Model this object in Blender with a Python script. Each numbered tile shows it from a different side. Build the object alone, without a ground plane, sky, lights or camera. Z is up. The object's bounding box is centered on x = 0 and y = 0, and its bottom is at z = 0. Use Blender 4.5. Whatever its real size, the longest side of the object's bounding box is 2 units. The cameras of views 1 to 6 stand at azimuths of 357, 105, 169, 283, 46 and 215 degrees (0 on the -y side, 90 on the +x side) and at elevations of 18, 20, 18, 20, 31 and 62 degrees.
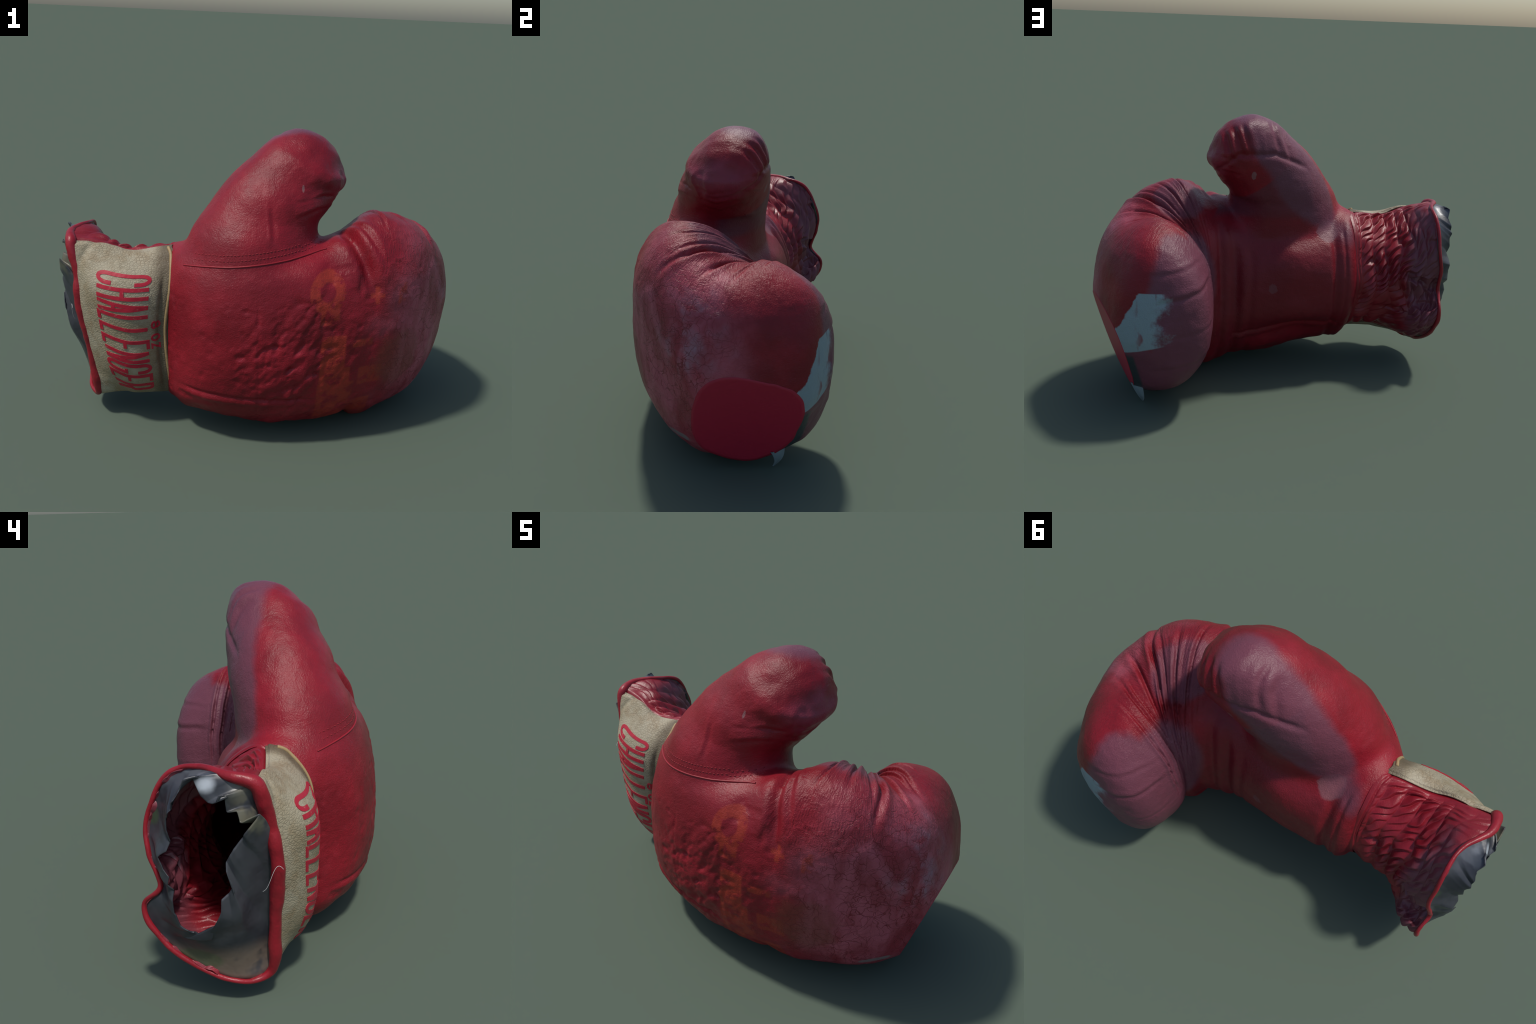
"""A worn red leather boxing glove standing on its little-finger edge: curled
mitt, thumb, cream lettered cuff panel, gathered elastic palm side of the cuff,
rolled rim binding and torn lining."""
import bpy, bmesh, math
import numpy as np
from mathutils import Vector
from mathutils.bvhtree import BVHTree

rng = np.random.default_rng(7)

# stations along the curled mitt: outer x,y | inner x,y | z bottom, z top, z of widest | roundness | lean of top, of bottom
MITT = [
    (-0.463, -0.328, -0.444, 0.074, 0.211, 0.870, 0.518, 2.224, 0.023, 0.088),
    (-0.399, -0.408, -0.379, 0.097, 0.115, 0.921, 0.497, 2.213, 0.040, 0.107),
    (-0.287, -0.506, -0.280, 0.126, 0.097, 0.908, 0.523, 2.186, 0.055, 0.088),
    (-0.114, -0.559, -0.120, 0.133, 0.075, 0.911, 0.492, 2.155, 0.071, 0.075),
    (0.082, -0.558, 0.050, 0.119, 0.035, 0.917, 0.490, 2.153, 0.072, 0.058),
    (0.266, -0.530, 0.207, 0.113, 0.037, 0.955, 0.493, 2.182, 0.068, 0.043),
    (0.428, -0.475, 0.325, 0.123, 0.018, 1.015, 0.490, 2.083, 0.056, 0.004),
    (0.611, -0.423, 0.394, 0.146, -0.013, 1.082, 0.530, 2.104, 0.046, -0.018),
    (0.779, -0.331, 0.427, 0.194, -0.014, 1.070, 0.560, 2.200, 0.053, -0.066),
    (0.911, -0.173, 0.439, 0.228, -0.010, 1.025, 0.559, 2.149, 0.051, -0.018),
    (1.004, 0.015, 0.429, 0.248, 0.018, 0.992, 0.524, 2.007, 0.021, -0.008),
    (0.984, 0.234, 0.399, 0.309, 0.036, 0.989, 0.465, 2.084, -0.028, 0.044),
    (0.903, 0.377, 0.415, 0.396, 0.110, 0.912, 0.474, 1.952, 0.017, 0.007),
]
# thumb stations: back x,z | front x,z | y near, y far | roundness | skew
THUMB = [
    (-0.420, 0.800, 0.292, 0.816, -0.504, 0.050, 1.966, 0.050),
    (-0.357, 0.968, 0.255, 0.990, -0.438, 0.058, 1.902, 0.035),
    (-0.267, 1.110, 0.264, 1.046, -0.384, 0.090, 2.121, 0.040),
    (-0.187, 1.226, 0.311, 1.112, -0.352, 0.113, 2.095, 0.037),
    (-0.084, 1.322, 0.345, 1.182, -0.294, 0.131, 2.182, 0.036),
    (0.016, 1.405, 0.387, 1.239, -0.250, 0.131, 2.290, 0.013),
    (0.116, 1.443, 0.357, 1.305, -0.165, 0.114, 2.217, -0.007),
]
# cuff rings from wrist to rim, each from the front top over the top, down the back, under and up the front
CUFF = [
    [(-0.454, -0.251, 0.863), (-0.472, -0.192, 0.894), (-0.450, -0.103, 0.886), (-0.452, 0.001, 0.803), (-0.448, 0.052, 0.679), (-0.462, 0.078, 0.545), (-0.455, 0.059, 0.457), (-0.434, 0.024, 0.354), (-0.451, -0.020, 0.275), (-0.465, -0.092, 0.229), (-0.463, -0.196, 0.189), (-0.444, -0.272, 0.158), (-0.459, -0.329, 0.295), (-0.478, -0.336, 0.515), (-0.456, -0.332, 0.739)],
    [(-0.623, -0.267, 0.860), (-0.647, -0.195, 0.877), (-0.638, -0.136, 0.885), (-0.625, -0.031, 0.792), (-0.606, 0.040, 0.705), (-0.611, 0.091, 0.574), (-0.637, 0.091, 0.481), (-0.653, 0.047, 0.354), (-0.639, -0.019, 0.263), (-0.641, -0.115, 0.218), (-0.635, -0.189, 0.198), (-0.617, -0.269, 0.144), (-0.617, -0.359, 0.277), (-0.633, -0.387, 0.514), (-0.637, -0.375, 0.734)],
    [(-0.765, -0.245, 0.894), (-0.770, -0.185, 0.916), (-0.760, -0.118, 0.910), (-0.760, 0.021, 0.830), (-0.760, 0.106, 0.720), (-0.755, 0.144, 0.606), (-0.800, 0.120, 0.460), (-0.795, 0.180, 0.365), (-0.795, 0.140, 0.265), (-0.750, -0.053, 0.181), (-0.755, -0.156, 0.150), (-0.685, -0.256, 0.146), (-0.730, -0.348, 0.317), (-0.770, -0.363, 0.549), (-0.790, -0.352, 0.751)],
    [(-0.930, -0.238, 0.922), (-0.935, -0.140, 0.958), (-0.875, -0.006, 0.963), (-0.875, 0.111, 0.908), (-0.875, 0.185, 0.745), (-0.905, 0.178, 0.623), (-0.905, 0.140, 0.510), (-0.900, 0.212, 0.420), (-0.900, 0.185, 0.315), (-0.895, 0.065, 0.195), (-0.870, -0.120, 0.100), (-0.810, -0.246, 0.133), (-0.845, -0.269, 0.365), (-0.885, -0.292, 0.589), (-0.905, -0.267, 0.789)],
]
CAP_MITT = (0.155, -0.047, 0.970)
CAP_THUMB = (0.079, 0.503, 0.551)

CUT = np.array([.922, .27, -.28]); CUT /= np.linalg.norm(CUT); CUT_D = .800

# ---------------------------------------------------------------- numeric helpers
def smooth_rows(rows, n):
    """Catmull-Rom through the rows of a station table."""
    R = np.array(rows, float); k = len(R)
    s = np.r_[0, np.cumsum(np.linalg.norm(np.diff(R[:, :4], axis=0), axis=1) ** .5)]
    m = np.zeros_like(R)
    m[1:-1] = (R[2:] - R[:-2]) / (s[2:] - s[:-2])[:, None]
    m[0] = (R[1] - R[0]) / (s[1] - s[0]); m[-1] = (R[-1] - R[-2]) / (s[-1] - s[-2])
    t = np.linspace(0, s[-1], n); i = np.clip(np.searchsorted(s, t, side='right') - 1, 0, k - 2)
    h = (s[i + 1] - s[i])[:, None]; u = ((t - s[i])[:, None]) / h
    row_id = i + u[:, 0]
    return ((2*u**3 - 3*u**2 + 1) * R[i] + (u**3 - 2*u**2 + u) * h * m[i]
            + (-2*u**3 + 3*u**2) * R[i + 1] + (u**3 - u**2) * h * m[i + 1]), row_id

def spow(x, e):
    return np.sign(x) * np.abs(x) ** e

def smoothstep(a, b, x):
    t = np.clip((x - a) / (b - a), 0, 1)
    return t * t * (3 - 2 * t)

def gauss(x, w):
    return np.exp(-(x / w) ** 2)

def _hash(i, j, k, seed):
    h = (i * 374761393 + j * 668265263 + k * 2147483647 + seed * 1274126177) & 0xffffffff
    h = ((h ^ (h >> 13)) * 1274126177) & 0xffffffff
    h = ((h ^ (h >> 16)) * 2246822519) & 0xffffffff
    return ((h ^ (h >> 15)) & 0xffff) / 32767.5 - 1

def noise(P, scale=1., seed=0, octaves=1):
    """Smooth value noise in -1..1 at the points P."""
    out = 0; amp = 1; tot = 0
    for o in range(octaves):
        Q = np.asarray(P, float) * scale * 2 ** o + 37.3 * o + seed * 3.7
        I = np.floor(Q).astype(np.int64); f = Q - I; f = f * f * (3 - 2 * f)
        v = 0
        for a in (0, 1):
            for b in (0, 1):
                for c in (0, 1):
                    w = (f[..., 0] if a else 1 - f[..., 0]) * (f[..., 1] if b else 1 - f[..., 1]) * (f[..., 2] if c else 1 - f[..., 2])
                    v = v + w * _hash(I[..., 0] + a, I[..., 1] + b, I[..., 2] + c, seed + o)
        out = out + amp * v; tot += amp; amp *= .5
    return out / tot

def grid_normals(G):
    """Outward normals of a grid closed in its second direction."""
    du = np.gradient(G, axis=0)
    dv = np.roll(G, -1, 1) - np.roll(G, 1, 1)
    N = np.cross(dv, du); N /= np.maximum(np.linalg.norm(N, axis=-1, keepdims=True), 1e-9)
    return N

def ease_cap(G, n, reach):
    """Round off the shoulder where the last station meets its end cap."""
    w = smoothstep(n - reach, n - reach * .3, np.arange(len(G)))[:, None, None] * .5
    for _ in range(260):
        H = G.copy(); H[1:-1] += w[1:-1] * (G[:-2] + G[2:] - 2 * G[1:-1]); G = H
    return G

def closed_spline(P, t):
    P = np.asarray(P, float); k = len(P); x = np.asarray(t) * k; i = np.floor(x).astype(int); u = (x - i)[..., None]
    a, b, c, d = P[(i - 1) % k], P[i % k], P[(i + 1) % k], P[(i + 2) % k]
    return .5 * (2*b + (c - a)*u + (2*a - 5*b + 4*c - d)*u*u + (3*b - a - 3*c + d)*u**3)

def cuff_point(s, t):
    """Point of the cuff at s (0 wrist .. 3 rim) and t (0..1 round the ring)."""
    s = np.asarray(s, float); t = np.asarray(t, float) % 1
    R = [closed_spline(r, t) for r in CUFF]
    R = np.stack([2*R[0] - R[1], *R, 2*R[3] - R[2]])
    i = np.clip(np.floor(s).astype(int), 0, 2); u = (s - i)[..., None]
    idx = np.indices(i.shape)
    pick = lambda j: R[(j + 1, *idx)]
    a, b, c, d = pick(i - 1), pick(i), pick(i + 1), pick(i + 2)
    return .5 * (2*b + (c - a)*u + (2*a - 5*b + 4*c - d)*u*u + (3*b - a - 3*c + d)*u**3)

# ---------------------------------------------------------------- the mitt
def section(row, phi):
    ox, oy, ix, iy, z0, z1, zm, p, lt, lb = row[:10]
    O = np.array([ox, oy]); I = np.array([ix, iy]); a = np.linalg.norm(O - I) / 2; d = (O - I) / (2 * a)
    c = spow(np.cos(phi), 2 / p); v = spow(np.sin(phi), 2 / p)
    lat = a * c + np.where(v > 0, lt * v * v, lb * v * v)
    P = np.empty((len(phi), 3)); P[:, :2] = (O + I) / 2 + lat[:, None] * d
    P[:, 2] = zm + np.where(v > 0, (z1 - zm) * v, (zm - z0) * v)
    return P

def mitt(n=330, m=420, ncap=70):
    phi = np.linspace(0, 2 * np.pi, m, endpoint=False)
    T, rid = smooth_rows(MITT, n)
    G = [section(r, phi) for r in T]
    D = np.array([CAP_MITT[1], CAP_MITT[2], 0]); D /= np.linalg.norm(D)
    L = G[-1]; c = L.mean(0)
    for k in range(1, ncap + 1):
        w = k / ncap * np.pi / 2
        G.append(c + (L - c) * max(np.cos(w), 0) ** .62 + D * CAP_MITT[0] * np.sin(w))
    rid = np.r_[rid, rid[-1] + np.linspace(0, 2, ncap + 1)[1:]]
    G = ease_cap(np.array(G), n, 60)
    N = -grid_normals(G); N[-1] = D
    r, ph = np.meshgrid(rid, phi, indexing='ij')
    X, Y, Z = G[..., 0], G[..., 1], G[..., 2]
    deg = np.degrees(ph)
    h = np.zeros_like(X)
    warp = noise(G, 6, 3, 2)
    # pleats gathered over the knuckles, fanning out from the inner edge of the curl
    pr = np.random.default_rng(11)
    for at in (7.35, 7.75, 8.05, 8.6, 8.95, 9.6, 10.05, 10.35, 10.9):
        wdt = pr.uniform(.045, .075)
        start = pr.uniform(48, 80); depth = pr.uniform(.018, .030)
        bend = pr.uniform(-.25, .25)
        x = r - at - bend * ((deg - 115) / 60) ** 2 * np.sign(115 - deg) + (at - 9.3) * .10 * (deg - 110) / 60 + .10 * warp
        fan = smoothstep(start, start + 45, deg) * (1 - smoothstep(150, 185, deg)) * (.55 + .6 * smoothstep(-.5, .5, noise(G, 6, int(at * 20))))
        h += fan * depth * (.45 * gauss(x - 2.0 * wdt, 1.6 * wdt) - 1.2 * gauss(x, wdt))
    # many shallow puckers right at the gathered inner edge
    h += .0035 * np.sin(r * 23 + 5 * warp) * smoothstep(110, 140, deg) * (1 - smoothstep(160, 185, deg)) * smoothstep(6.4, 7.2, r) * (1 - smoothstep(10.6, 11.4, r))
    # the deep fold beside the thumb web, and its short companion
    for a0, d0, w0, s0, e0, dr in ((6.2, .036, .17, 20, 110, .9), (6.62, .014, .09, 36, 110, 1.0), (8.75, .017, .09, 42, 125, -.8)):
        x = r - a0 + dr * (deg - 60) / 100 + .04 * warp
        h += smoothstep(s0, s0 + 25, deg) * (1 - smoothstep(e0 - 30, e0, deg)) * d0 * (.5 * gauss(x - 1.8 * w0, 1.5 * w0) - gauss(x, w0))
    # level creases across the finger end
    tipside = smoothstep(10.8, 12.2, r) * smoothstep(60, 100, deg) * (1 - smoothstep(265, 300, deg))
    tipside = np.maximum(tipside, smoothstep(12.6, 13.2, r) * smoothstep(.4, .6, 1 - X))
    for z0, d0, w0, sl in ((.775, .003, .010, .10), (.655, .006, .013, .22), (.47, .002, .012, .12), (.30, .003, .012, .2)):
        x = Z - z0 + sl * (X - .55) + .012 * warp
        h += tipside * d0 * (.7 * gauss(x - 1.6 * w0, 1.6 * w0) - gauss(x, w0))
    # standing folds in the hollow of the palm
    hollow = smoothstep(4.0, 4.6, r) * (1 - smoothstep(7.2, 8, r)) * smoothstep(120, 150, deg) * (1 - smoothstep(230, 262, deg))
    for a0, d0, w0 in ((4.7, .006, .14), (5.3, .012, .20), (6.0, .008, .2)):
        x = r - a0 + .06 * warp
        h += hollow * d0 * (.5 * gauss(x - 1.7 * w0, 1.5 * w0) - gauss(x, w0))
    # band and grooves above the wrist on the palm side
    back = smoothstep(95, 130, deg) * (1 - smoothstep(235, 262, deg))
    h += back * (-.020 * gauss(X + .318 - .03 * (Z - .5), .022) + .008 * gauss(X + .39, .03) - .008 * gauss(X + .425, .008) - .008 * gauss(X + .365, .008))
    # dents and lumps on the back of the hand where the padding has clumped
    lump = gauss(X - .16, .22) * gauss(Z - .46, .30) * smoothstep(.25, .40, -Y)
    Q = G @ np.array([[.80, 0, -.60], [0, 1, 0], [.60, 0, .80]]).T * np.array([1.5, 1, .8])
    h += lump * .010 * np.minimum(noise(Q, 23, 5, 2) * 1.6, .35)
    h += lump * -.012 * smoothstep(.45, .8, noise(Q, 28, 8))
    # vertical stretch line down the hand, low lumps along the underside, general unevenness
    front = smoothstep(.2, .35, -Y)
    h += front * .0018 * (.4 + noise(G, 7, 77)) * (gauss(X - .262 - .06 * (.6 - Z) + .01 * warp, .006) - gauss(X - .285 - .06 * (.6 - Z), .012))
    h += front * -.003 * gauss(X + .03 - .03 * (.6 - Z), .005)
    h += .006 * noise(G, 4.5, 21, 2) + .0022 * noise(G, 13, 22, 2)
    under = smoothstep(.25, .08, Z)
    h += under * .010 * noise(G, 9, 31, 2) - .02 * under * gauss(X - .44, .03)
    # stitched edge along the little-finger side, seen from the palm
    edge = smoothstep(-.42, -.3, X) * (1 - smoothstep(.2, .3, X)) * smoothstep(180, 200, deg)
    h += edge * (.006 * gauss(Z - .235 + .04 * X, .014) - .007 * gauss(Z - .262 + .04 * X, .008))
    # broad modelling: swellings (+) and hollows (-) as centre, radii, height
    palm = smoothstep(110, 150, deg) * (1 - smoothstep(240, 275, deg))
    inner = smoothstep(.05, .15, Y)
    def swell(x, y, z, rx, ry, rz, amount, where=1.):
        return amount * where * gauss(X - x, rx) * gauss(Y - y, ry) * gauss(Z - z, rz)
    wide = 9.
    h += swell(-.06, 0, .70, .16, wide, .13, .045, palm)           # heel of the palm
    h += swell(.05, 0, .82, .20, wide, .08, .024, palm) + swell(.28, 0, .84, .10, wide, .10, .022, palm)
    h += swell(-.10, 0, .245, .25, wide, .09, -.070, palm)         # lower edge of the palm draws in
    h += swell(.28, 0, .56, .09, wide, .20, -.026, palm) + swell(-.17, 0, .50, .11, wide, .11, -.016, palm)
    h += swell(-.37, .09, .56, .06, wide, .2, .012, palm) + .007 * palm
    h += swell(.42, .22, .62, .07, .12, .30, .020, inner)           # inner face of the curled fingers
    h += swell(.74, .12, .98, .15, .13, .12, -.044)                # dip behind the knuckles
    h += swell(.40, -.18, 1.03, .10, .14, .08, -.014) + swell(.95, -.08, .42, .12, .14, .18, -.022)
    h += swell(.81, -.31, .57, .18, .20, .21, -.032)               # flat of the knuckles
    h += swell(.90, .30, .78, .10, .10, .12, .010) + swell(.78, .50, .27, .11, .12, .11, -.020)
    h += front * (swell(-.08, -.45, .88, .26, wide, .09, .038) + swell(.42, -.48, .22, .10, wide, .14, .016) + swell(.42, -.47, .55, .08, wide, .28, .017)
                  + swell(.31, -.45, .89, .07, wide, .08, -.026))
    h += .010 * smoothstep(11.5, 13.2, r)
    # small dents all over
    h += .0016 * noise(G, 27, 23, 2) - .004 * smoothstep(.42, .8, noise(G, 23, 24)) * front * (1 - smoothstep(.5, .7, X)) - .0025 * smoothstep(.4, .8, noise(G, 26, 25)) * front
    h += .005
    h[-1] = h[-1].mean()
    h *= smoothstep(-.5, -.44, X)
    P = G + N * h[..., None]
    # the opening closes onto the wrist ring of the cuff
    tt = np.linspace(0, 1, 720, endpoint=False); ringw = cuff_point(np.full_like(tt, .0), tt)
    a = np.arctan2(ringw[:, 2] - .53, ringw[:, 1] + .13); o = np.argsort(a); a = a[o]; ringw = ringw[o]
    b = np.arctan2(P[0, :, 2] - .53, P[0, :, 1] + .13)
    goal = np.stack([np.full_like(b, -.464)] + [np.interp(b, a, ringw[:, k], period=2 * np.pi) for k in (1, 2)], -1)
    cen = np.array([0, -.13, .53])
    goal[:, 1:] = cen[1:] + (goal[:, 1:] - cen[1:]) * .992
    return P + (1 - smoothstep(0, .95, r))[..., None] * (goal - P[0])[None]

# ---------------------------------------------------------------- the thumb
def thumb(n=230, m=300, ncap=70):
    phi = np.linspace(0, 2 * np.pi, m, endpoint=False)
    T, rid = smooth_rows(THUMB, n); G = []
    for bx, bz, fx, fz, y0, y1, p, sk in T:
        b = np.array([bx, 0, bz]); f = np.array([fx, 0, fz]); c = (b + f) / 2; hh = (f - b) / 2
        G.append(c + spow(np.cos(phi), 2 / p)[:, None] * hh
                 + np.array([0, 1, 0]) * ((y0 + y1) / 2 + (y1 - y0) / 2 * spow(np.sin(phi), 2 / p) + sk * np.cos(phi) * (.5 + .5 * np.sin(phi)))[:, None])
    L = G[-1]; c = L.mean(0); u = np.array([CAP_THUMB[1], 0, CAP_THUMB[2]])
    for k in range(1, ncap + 1):
        w = k / ncap * np.pi / 2
        G.append(c + (L - c) * np.cos(w) + u * CAP_THUMB[0] * np.sin(w))
    rid = np.r_[rid, rid[-1] + np.linspace(0, 1.2, ncap + 1)[1:]]
    G = ease_cap(np.array(G), n, 34); N = grid_normals(G); N[-1] = u / np.linalg.norm(u)
    # the loop runs front -> far side -> back -> near side, so turn normals outward
    cen = G.mean(1, keepdims=True)
    if ((G - cen) * N).sum() < 0: N = -N; N[-1] = u / np.linalg.norm(u)
    r, ph = np.meshgrid(rid, phi, indexing='ij'); deg = np.degrees(ph)
    X, Y, Z = G[..., 0], G[..., 1], G[..., 2]
    warp = noise(G, 7, 4, 2); h = np.zeros_like(X)
    # pleats where the far side is gathered into the tip
    far = smoothstep(25, 60, deg) * (1 - smoothstep(120, 150, deg))
    s = (X - .17) + .55 * (Z - 1.33)              # runs along the gathered edge
    edge = Z - (1.285 - .45 * np.maximum(.05 - X, 0) - .9 * np.maximum(X - .25, 0))
    on = smoothstep(-.02, .03, edge) * (1 - smoothstep(.11, .17, edge)) * smoothstep(-.06, .02, Y)
    for p0, d0, w0 in ((-.09, .012, .016), (-.035, .014, .014), (.02, .010, .011), (.065, .016, .014), (.12, .014, .013), (.165, .016, .015), (.215, .010, .012)):
        x = (X - .08) - p0 - .25 * (Z - 1.33) + .012 * warp
        h += on * .7 * (.1 + 1.1 * smoothstep(-.4, .4, noise(G, 9, 47))) * d0 * (.7 * gauss(x - 1.7 * w0, 1.5 * w0) - gauss(x, w0))
    # padded ridge between the gathered back and the palm panel of the thumb
    h += -.010 * gauss(edge + .005, .014) * smoothstep(.0, .05, Y) * smoothstep(-.32, -.2, X)
    # flexing creases under the tip
    for k, (z0, d0, w0) in enumerate(((1.215, .005, .011), (1.175, .004, .009), (1.15, .006, .010), (1.12, .004, .009), (1.085, .005, .010))):
        x = Z - z0 - .25 * (X - .33) - .25 * np.abs(Y + .08) + .02 * warp
        h += smoothstep(.20, .33, X + .12 * smoothstep(.05, .2, -Y - .1)) * d0 * (.6 * gauss(x - 1.6 * w0, 1.4 * w0) - gauss(x, w0)) * smoothstep(-.25, .45, noise(G, 9, 40 + k)) * (1 - .8 * smoothstep(.33, .385, X))
    tip = smoothstep(.18, .34, X) * smoothstep(1.12, 1.2, Z)
    h += tip * (.011 * noise(G, 12, 51, 2) - .010 * smoothstep(.4, .8, noise(G, 13, 57)))
    h += .020 * gauss(X - .14, .15) * gauss(Z - .98, .07) * smoothstep(-.02, .06, Y)
    h += .014 * gauss(X - .37, .07) * gauss(Z - 1.17, .07) + .012 * smoothstep(1.36, 1.46, Z)
    h += .005 * noise(G, 5, 61, 2) + .0022 * noise(G, 14, 62, 2) + .0014 * noise(G, 28, 63, 2) + .003 + .018 * gauss(X + .20, .22) * gauss(Z - .98, .14) * smoothstep(.1, .25, -Y)
    h += .004 * (gauss(X - .0 - .1 * (1.1 - Z), .007) - gauss(X - .022 - .1 * (1.1 - Z), .012)) * smoothstep(.15, .25, -Y) * (1 - smoothstep(1.1, 1.2, Z))
    h[-1] = h[-1].mean()
    return G + N * h[..., None]

# ---------------------------------------------------------------- the cuff
def cuff_normal(s, t):
    e = 1e-3
    ds = cuff_point(s + e, t) - cuff_point(s - e, t); dt = cuff_point(s, t + e) - cuff_point(s, t - e)
    N = np.cross(dt, ds); N /= np.linalg.norm(N, axis=-1, keepdims=True)
    return -N if CUFF_FLIP else N
CUFF_FLIP = False
_n = cuff_normal(np.array([1.5]), np.array([13.5 / 15])); CUFF_FLIP = bool(_n[0, 1] > 0)

T_LOW = 10.6 / 15                      # the cream panel spans T_LOW..top_edge(s)
T_TOP = 1.0
def top_edge(s):
    return 1.085 - .029 * np.asarray(s)

def panel_surface(s, t):
    P = cuff_point(s, t); N = cuff_normal(s, t)
    e = np.minimum(t - T_LOW, top_edge(s) - t) / .01
    h = .007 * smoothstep(0, 1, e)
    h = h + .0018 * noise(P, 7, 71, 2) + .0012 * noise(P, 30, 72, 2)
    h = h - .010 * gauss(s - .16, .07) * smoothstep(.74, .78, t) * (1 - smoothstep(.93, .97, t))   # sunk beside the wrist
    h = h - .007 * gauss((s - 2.45) - 6 * (1 - t), .12) * smoothstep(.93, .98, t)                        # dent at the top corner
    return P + N * h[..., None]

def gathers(s, t):
    P = cuff_point(s, t); N = cuff_normal(s, t)
    t0 = top_edge(s) - 1
    arc = (t - t0) / (T_LOW - t0)                                       # 0 front top .. 1 underside
    A = arc * 25.
    w = noise(P * np.array([1, 1, 1.]), 9, 81, 2)
    c = (s + .12 * w - .12) / .46 + .35 * noise(P, 6, 85)             # columns of puckers
    j = np.floor(c); f = c - j
    a = A + .5 * (j % 2) + .55 * w + .22 * noise(P, 21, 83) + (f - .5) * .9
    g = a - np.floor(a)
    prof = np.minimum(g / .72, (1 - g) / .28)             # leaning scale profile
    prof = prof ** .75
    lens = np.sin(np.pi * np.clip(f, 0, 1)) ** .85
    amp = smoothstep(-.02, .2, s) * (1 - .35 * smoothstep(2.1, 2.9, s)) * smoothstep(.02, .10, arc) * (1 - smoothstep(.93, .99, arc))
    amp = amp * (.72 + .75 * noise(P, 8, 84, 2))
    h = amp * (.024 * prof * lens - .017)
    h = h - .022 * amp * smoothstep(.30, .62, noise(P * np.array([.55, 1, 1.9]), 11, 86))
    h = h + .008 * noise(P, 10, 82, 2) * smoothstep(.1, .5, s)
    h = h - .006 * gauss(s - .02, .035) - .010 * (1 - smoothstep(.0, .035, arc)) - .010 * smoothstep(.965, 1., arc)
    h = h + .006 * smoothstep(.06, -.02, s)
    return P + N * h[..., None]

# ================================================================ Blender
for o in list(bpy.data.objects): bpy.data.objects.remove(o)
scene_col = bpy.context.scene.collection

def grid_mesh(name, G, closed_v=True, close_end=False):
    n, m = G.shape[:2]
    V = G.reshape(-1, 3)
    i = np.arange(n - 1)[:, None]; j = np.arange(m if closed_v else m - 1)[None]
    j2 = (j + 1) % m
    F = np.stack([i*m + j, i*m + j2, (i+1)*m + j2, (i+1)*m + j], -1).reshape(-1, 4)
    me = bpy.data.meshes.new(name)
    me.from_pydata(V.tolist(), [], F.tolist())
    if close_end:
        bm = bmesh.new(); bm.from_mesh(me)
        bmesh.ops.remove_doubles(bm, verts=bm.verts, dist=1e-5)
        bm.to_mesh(me); bm.free()
    me.shade_smooth()
    return me

def outward(me, ref=None):
    bm = bmesh.new(); bm.from_mesh(me)
    bmesh.ops.recalc_face_normals(bm, faces=bm.faces)
    bm.to_mesh(me); bm.free()

def add(name, me, parent, *mats):
    o = bpy.data.objects.new(name, me)
    scene_col.objects.link(o); o.parent = parent
    for mt in mats: me.materials.append(mt)
    return o

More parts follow.
